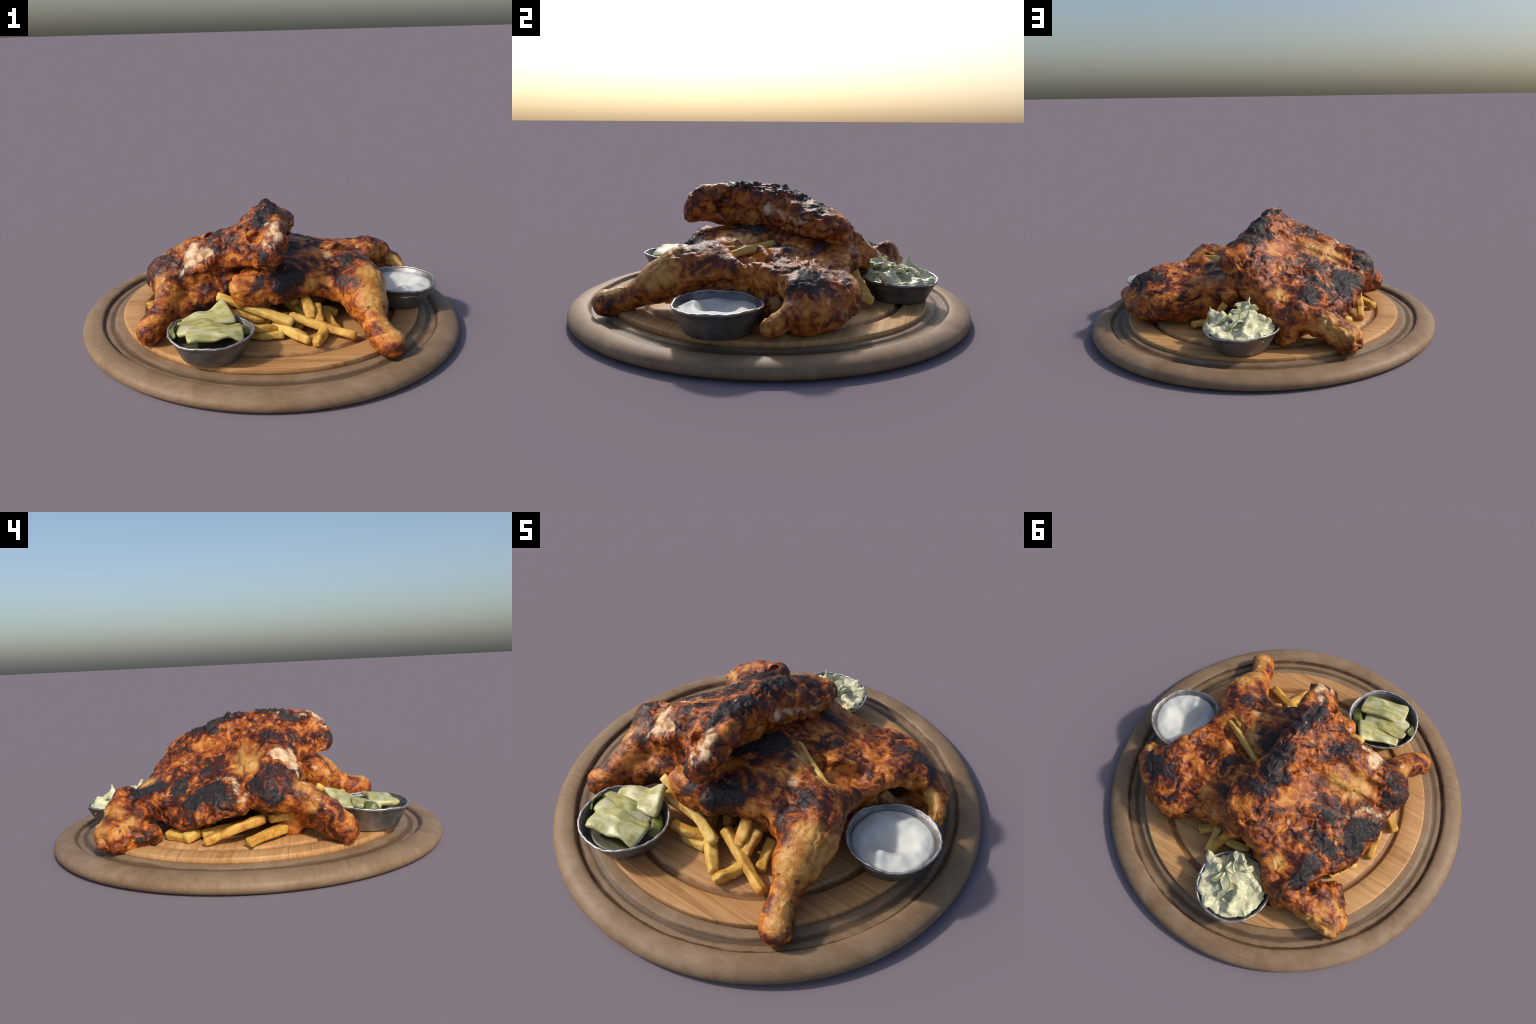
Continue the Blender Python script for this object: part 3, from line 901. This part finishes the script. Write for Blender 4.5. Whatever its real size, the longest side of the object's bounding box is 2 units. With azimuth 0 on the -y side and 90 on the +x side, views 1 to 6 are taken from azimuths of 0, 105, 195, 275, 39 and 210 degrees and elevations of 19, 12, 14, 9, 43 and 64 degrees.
CHAR_B = [
    (0.019, -0.141, 0.421, 0.117, -0.042, 0.439, 0.069), (0.119, -0.329, 0.369, 0.049, -0.396, 0.342, 0.052), (0.165, -0.28, 0.383, 0.036), (-0.048, -0.411, 0.365, 0.038),
    (0.217, -0.224, 0.394, 0.273, -0.221, 0.384, 0.021), (0.379, -0.227, 0.399, 0.038), (0.303, -0.279, 0.364, 0.024), (0.457, -0.228, 0.389, 0.024),
    (0.347, -0.338, 0.316, 0.022), (0.49, -0.277, 0.387, 0.023), (0.485, -0.361, 0.355, 0.014), (0.597, -0.63, 0.164, 0.021),
    (0.211, 0.081, 0.401, 0.287, 0.148, 0.391, 0.032), (0.39, 0.148, 0.338, 0.026), (0.512, 0.347, 0.325, 0.614, 0.353, 0.305, 0.042), (0.682, 0.287, 0.303, 0.03),
    (0.595, 0.233, 0.344, 0.498, 0.112, 0.336, 0.022), (0.236, 0.283, 0.382, 0.026), (0.657, 0.33, 0.307, 0.568, 0.281, 0.34, 0.048), (0.517, 0.325, 0.334, 0.024),
    (0.404, 0.141, 0.336, 0.022), (0.378, 0.369, 0.344, 0.019), (0.191, 0.289, 0.377, 0.03), (0.228, 0.119, 0.409, 0.238, 0.236, 0.392, 0.033),
    (0.196, -0.098, 0.418, 0.102, -0.08, 0.436, 0.038), (0.55, 0.319, 0.336, 0.681, 0.293, 0.302, 0.034), (0.614, 0.387, 0.284, 0.02), (0.436, -0.157, 0.406, 0.024),
    (0.165, 0.291, 0.378, 0.034), (0.328, 0.446, 0.276, 0.013), (0.436, 0.446, 0.307, 0.013), (0.09, 0.41, 0.25, 0.03),
]
PALE_B = [
    (0.453, -0.269, 0.389, 0.011), (0.281, -0.177, 0.407, 0.017), (0.585, -0.663, 0.164, 0.014), (-0.169, -0.37, 0.374, 0.021),
    (0.54, 0.392, 0.306, 0.017),
]
GOLD_B = [
    (0.499, -0.352, 0.362, 0.501, -0.46, 0.278, 0.08), (0.527, -0.57, 0.188, 0.55, -0.645, 0.178, 0.044), (0.193, -0.336, 0.311, 0.033), (0.711, 0.234, 0.216, 0.764, 0.203, 0.189, 0.046),
    (0.6, 0.188, 0.194, 0.047), (0.555, -0.317, 0.297, 0.546, -0.412, 0.246, 0.047), (0.411, -0.1, 0.393, 0.123, 0.043, 0.438, 0.019), (0.24, -0.063, 0.415, 0.048),
]


def build_chickens():
    chicken(
        "chicken_half", "charred orange-brown grilled chicken half, skin side up", (-0.25, 0.05, 0.095),
        [("thigh", [[(-0.13, -0.18, 0.497, 0.086), (-0.34, -0.165, 0.405, 0.096), (-0.52, -0.17, 0.325, 0.088)]]),
         ("drumstick", [[(-0.545, -0.18, 0.315, 0.080), (-0.500, -0.315, 0.285, 0.072), (-0.528, -0.415, 0.225, 0.056), (-0.588, -0.492, 0.160, 0.067)]]),
         ("wing", [[(-0.345, 0.55, 0.255, 0.075), (-0.46, 0.56, 0.205, 0.070), (-0.582, 0.573, 0.145, 0.070)], [(-0.46, 0.46, 0.205, 0.056), (-0.600, 0.525, 0.140, 0.060)],
                   [(-0.615, 0.540, 0.125, 0.052), (-0.515, 0.39, 0.140, 0.050)]]),
         ("tail", [[(0.01, -0.30, 0.555, 0.062), (0.005, -0.395, 0.508, 0.060)]])],
        [(0.015, -0.44), (0.052, -0.39), (0.052, -0.29), (0.056, -0.15), (0.065, 0.0), (0.10, 0.12), (0.135, 0.22), (0.125, 0.34), (0.075, 0.43), (-0.03, 0.455), (-0.13, 0.50), (-0.22, 0.59), (-0.285, 0.62),
         (-0.36, 0.57), (-0.42, 0.45), (-0.485, 0.33), (-0.555, 0.19), (-0.59, 0.02), (-0.60, -0.12), (-0.56, -0.22), (-0.46, -0.29), (-0.33, -0.30), (-0.22, -0.285), (-0.13, -0.34), (-0.06, -0.43)],
        [(0.02, -0.44, 0.555), (0.03, -0.36, 0.615), (0.0, -0.22, 0.645), (-0.01, -0.1, 0.662), (0.06, -0.1, 0.625), (-0.01, 0.05, 0.645), (0.06, 0.05, 0.59), (0.0, 0.18, 0.60), (0.09, 0.18, 0.545),
         (0.02, 0.3, 0.565), (0.10, 0.3, 0.52), (0.02, 0.38, 0.515), (0.09, 0.37, 0.50), (0.03, 0.44, 0.455), (0.05, -0.3, 0.625),
         (-0.14, 0.03, 0.535), (-0.14, -0.1, 0.575), (-0.12, -0.25, 0.58), (-0.10, -0.38, 0.53), (-0.25, -0.12, 0.525), (-0.26, -0.26, 0.48), (-0.38, -0.22, 0.435), (-0.40, -0.09, 0.44),
         (-0.5, -0.15, 0.40), (-0.6, -0.14, 0.35), (-0.52, 0.0, 0.355), (-0.34, 0.145, 0.39), (-0.18, 0.29, 0.425), (-0.08, 0.29, 0.49), (-0.06, 0.40, 0.445), (-0.38, 0.27, 0.34), (-0.21, 0.45, 0.335),
         (-0.28, 0.59, 0.25), (-0.585, -0.02, 0.31), (-0.5, 0.13, 0.325), (-0.53, 0.236, 0.255), (-0.39, 0.5, 0.31), (-0.42, 0.1, 0.36), (-0.13, 0.17, 0.50), (-0.28, 0.08, 0.44)],
        lambda x, y: 0.105 + 0.035 * np.exp(-((x + 0.2) / 0.2) ** 2) + 0.02 * np.clip(y / 0.3, 0, 1),
        [([(0.0, -0.345, 0.615, 0.014), (-0.012, -0.36, 0.637, 0.004)], 0.015), ([(0.115, 0.27, 0.475, 0.04), (0.095, 0.37, 0.465, 0.045)], 0.03),
         ([(-0.02, -0.415, 0.475, 0.045)], 0.03), ([(-0.06, -0.22, 0.49, 0.07), (-0.02, 0.02, 0.47, 0.075), (0.01, 0.18, 0.43, 0.075)], 0.05), ([(-0.54, -0.43, 0.150, 0.050), (-0.45, -0.355, 0.19, 0.060), (-0.35, -0.27, 0.235, 0.066), (-0.2, -0.20, 0.31, 0.085)], 0.04), ([(-0.40, -0.25, 0.15, 0.07), (-0.25, -0.20, 0.19, 0.08)], 0.05),
         ([(0.02, 0.31, 0.36, 0.075), (-0.05, 0.37, 0.30, 0.065), (-0.14, 0.42, 0.24, 0.055)], 0.05), ([(-0.10, 0.28, 0.24, 0.09), (-0.22, 0.38, 0.19, 0.08), (-0.42, 0.20, 0.18, 0.08)], 0.05),
         ([(0.04, -0.39, 0.55, 0.022), (0.084, -0.392, 0.576, 0.008)], 0.02), ([(-0.575, -0.02, 0.30, 0.02), (-0.592, -0.045, 0.345, 0.005)], 0.015)],
        [([(-0.12, 0.025, 0.552, 0.018), (-0.28, 0.022, 0.470, 0.022), (-0.42, -0.01, 0.410, 0.022), (-0.56, -0.035, 0.340, 0.024)], 0.016), ([(-0.09, -0.33, 0.575, 0.03)], 0.02), ([(0.0, -0.462, 0.655, 0.072)], 0.02), ([(0.085, -0.465, 0.590, 0.040)], 0.02), ([(0.125, -0.31, 0.465, 0.045), (0.122, -0.12, 0.515, 0.045), (0.13, 0.0, 0.49, 0.030)], 0.03),
         ([(-0.50, 0.345, 0.235, 0.020), (-0.41, 0.44, 0.315, 0.018), (-0.335, 0.545, 0.305, 0.018)], 0.016)],
        (-0.72, -0.60, 0.07), (0.2, 0.70, 0.72), roast_material("charred_roast_skin", CHAR_A, PALE_A, GOLD_A, (0, 0, 0), -0.04, 1.0), 1, CHAR_A, 1.0, 0.034, ((0.09, -0.38, 0.55, 0.07), (0.14, 0.34, 0.46, 0.07)), ("thigh", "wing"))
    chicken(
        "chicken_half", "golden-brown grilled chicken half with drumstick and wing", (0.3, 0.05, 0.095),
        [("thigh", [[(0.40, -0.16, 0.325, 0.09), (0.455, -0.27, 0.295, 0.100)]]),
         ("drumstick", [[(0.458, -0.315, 0.270, 0.114), (0.464, -0.40, 0.225, 0.098), (0.484, -0.50, 0.172, 0.060), (0.512, -0.585, 0.132, 0.064), (0.538, -0.630, 0.124, 0.072)]]),
         ("wing", [[(0.58, 0.40, 0.18, 0.065), (0.655, 0.34, 0.185, 0.075), (0.73, 0.285, 0.205, 0.050), (0.765, 0.210, 0.150, 0.048)], [(0.63, 0.33, 0.155, 0.06), (0.52, 0.39, 0.155, 0.06)], [(0.64, 0.29, 0.14, 0.045), (0.58, 0.20, 0.125, 0.035)]]),
         ("tail", [[(-0.05, -0.36, 0.325, 0.065), (-0.15, -0.39, 0.335, 0.052)]])],
        [(-0.18, -0.41), (-0.12, -0.44), (0, -0.43), (0.11, -0.375), (0.25, -0.33), (0.38, -0.36), (0.5, -0.36), (0.55, -0.28), (0.545, -0.18), (0.515, -0.08), (0.535, 0.06), (0.57, 0.16), (0.64, 0.22),
         (0.70, 0.255), (0.705, 0.34), (0.63, 0.43), (0.515, 0.50), (0.43, 0.52), (0.31, 0.462), (0.15, 0.440), (0.05, 0.445), (0.0, 0.36), (-0.05, 0.2), (-0.08, 0), (-0.1, -0.2), (-0.18, -0.34)],
        [(-0.17, -0.40, 0.36), (-0.05, -0.37, 0.385), (0.05, -0.34, 0.39), (0.146, -0.33, 0.375), (0.234, -0.19, 0.418), (0.12, -0.2, 0.425), (0.2, -0.07, 0.425), (0.1, 0.03, 0.43), (0.2, 0.13, 0.390), (0.0, 0.15, 0.42),
         (0.40, -0.10, 0.395), (0.40, -0.18, 0.412), (0.32, -0.12, 0.415), (0.344, 0.06, 0.392), (0.31, -0.01, 0.37), (0.40, 0.0, 0.350), (0.5, 0.02, 0.345), (0.387, 0.18, 0.338), (0.47, 0.2, 0.350), (0.58, 0.26, 0.368),
         (0.40, 0.30, 0.328), (0.26, 0.21, 0.368), (0.24, 0.08, 0.385), (0.54, 0.39, 0.318), (0.436, 0.52, 0.28), (0.30, 0.33, 0.338), (0.25, 0.44, 0.320), (0.1, 0.3, 0.395), (0.06, 0.40, 0.385), (0.14, 0.43, 0.365), (0.435, -0.245, 0.375),
         (0.464, -0.33, 0.32), (0.68, 0.31, 0.310), (0.64, 0.42, 0.27), (0.28, -0.30, 0.355)],
        lambda x, y: 0.135 - 0.045 * np.exp(-(((x - 0.56) / 0.11) ** 2 + ((y + 0.05) / 0.13) ** 2)) + 0.03 * np.exp(-(((x - 0.55) / 0.15) ** 2 + ((y - 0.4) / 0.15) ** 2)),
        [([(0.07, 0.43, 0.29, 0.048)], 0.03), ([(0.02, 0.35, 0.20, 0.08), (0.20, 0.34, 0.18, 0.08), (0.42, 0.37, 0.17, 0.08)], 0.05), ([(0.41, -0.14, 0.20, 0.060), (0.435, 0.03, 0.19, 0.052), (0.53, 0.165, 0.16, 0.05)], 0.04), ([(0.44, -0.17, 0.15, 0.05), (0.45, 0.02, 0.15, 0.045)], 0.03), 
         ([(0.36, 0.05, 0.375, 0.03), (0.42, 0.09, 0.355, 0.025)], 0.03), ([(0.43, -0.075, 0.345, 0.03), (0.52, 0.05, 0.325, 0.03), (0.59, 0.19, 0.325, 0.03)], 0.03)],
        [([(0.395, -0.052, 0.375, 0.028), (0.28, 0.012, 0.372, 0.030), (0.16, 0.075, 0.405, 0.028)], 0.012), ([(0.40, -0.01, 0.370, 0.055), (0.465, 0.05, 0.362, 0.052)], 0.025), ([(0.26, 0.05, 0.43, 0.012), (0.36, 0.13, 0.38, 0.014), (0.40, 0.3, 0.38, 0.012)], 0.03)],
        (-0.26, -0.74, 0.07), (0.84, 0.60, 0.50), roast_material("golden_roast_skin", CHAR_B, PALE_B, GOLD_B, (3.1, 1.7, 0.4), -0.02, 0.5), 2, CHAR_B, 0.8, 0.045)


build_board()
build_sauce()
build_slaw()
build_pickles()
build_fries()
build_chickens()
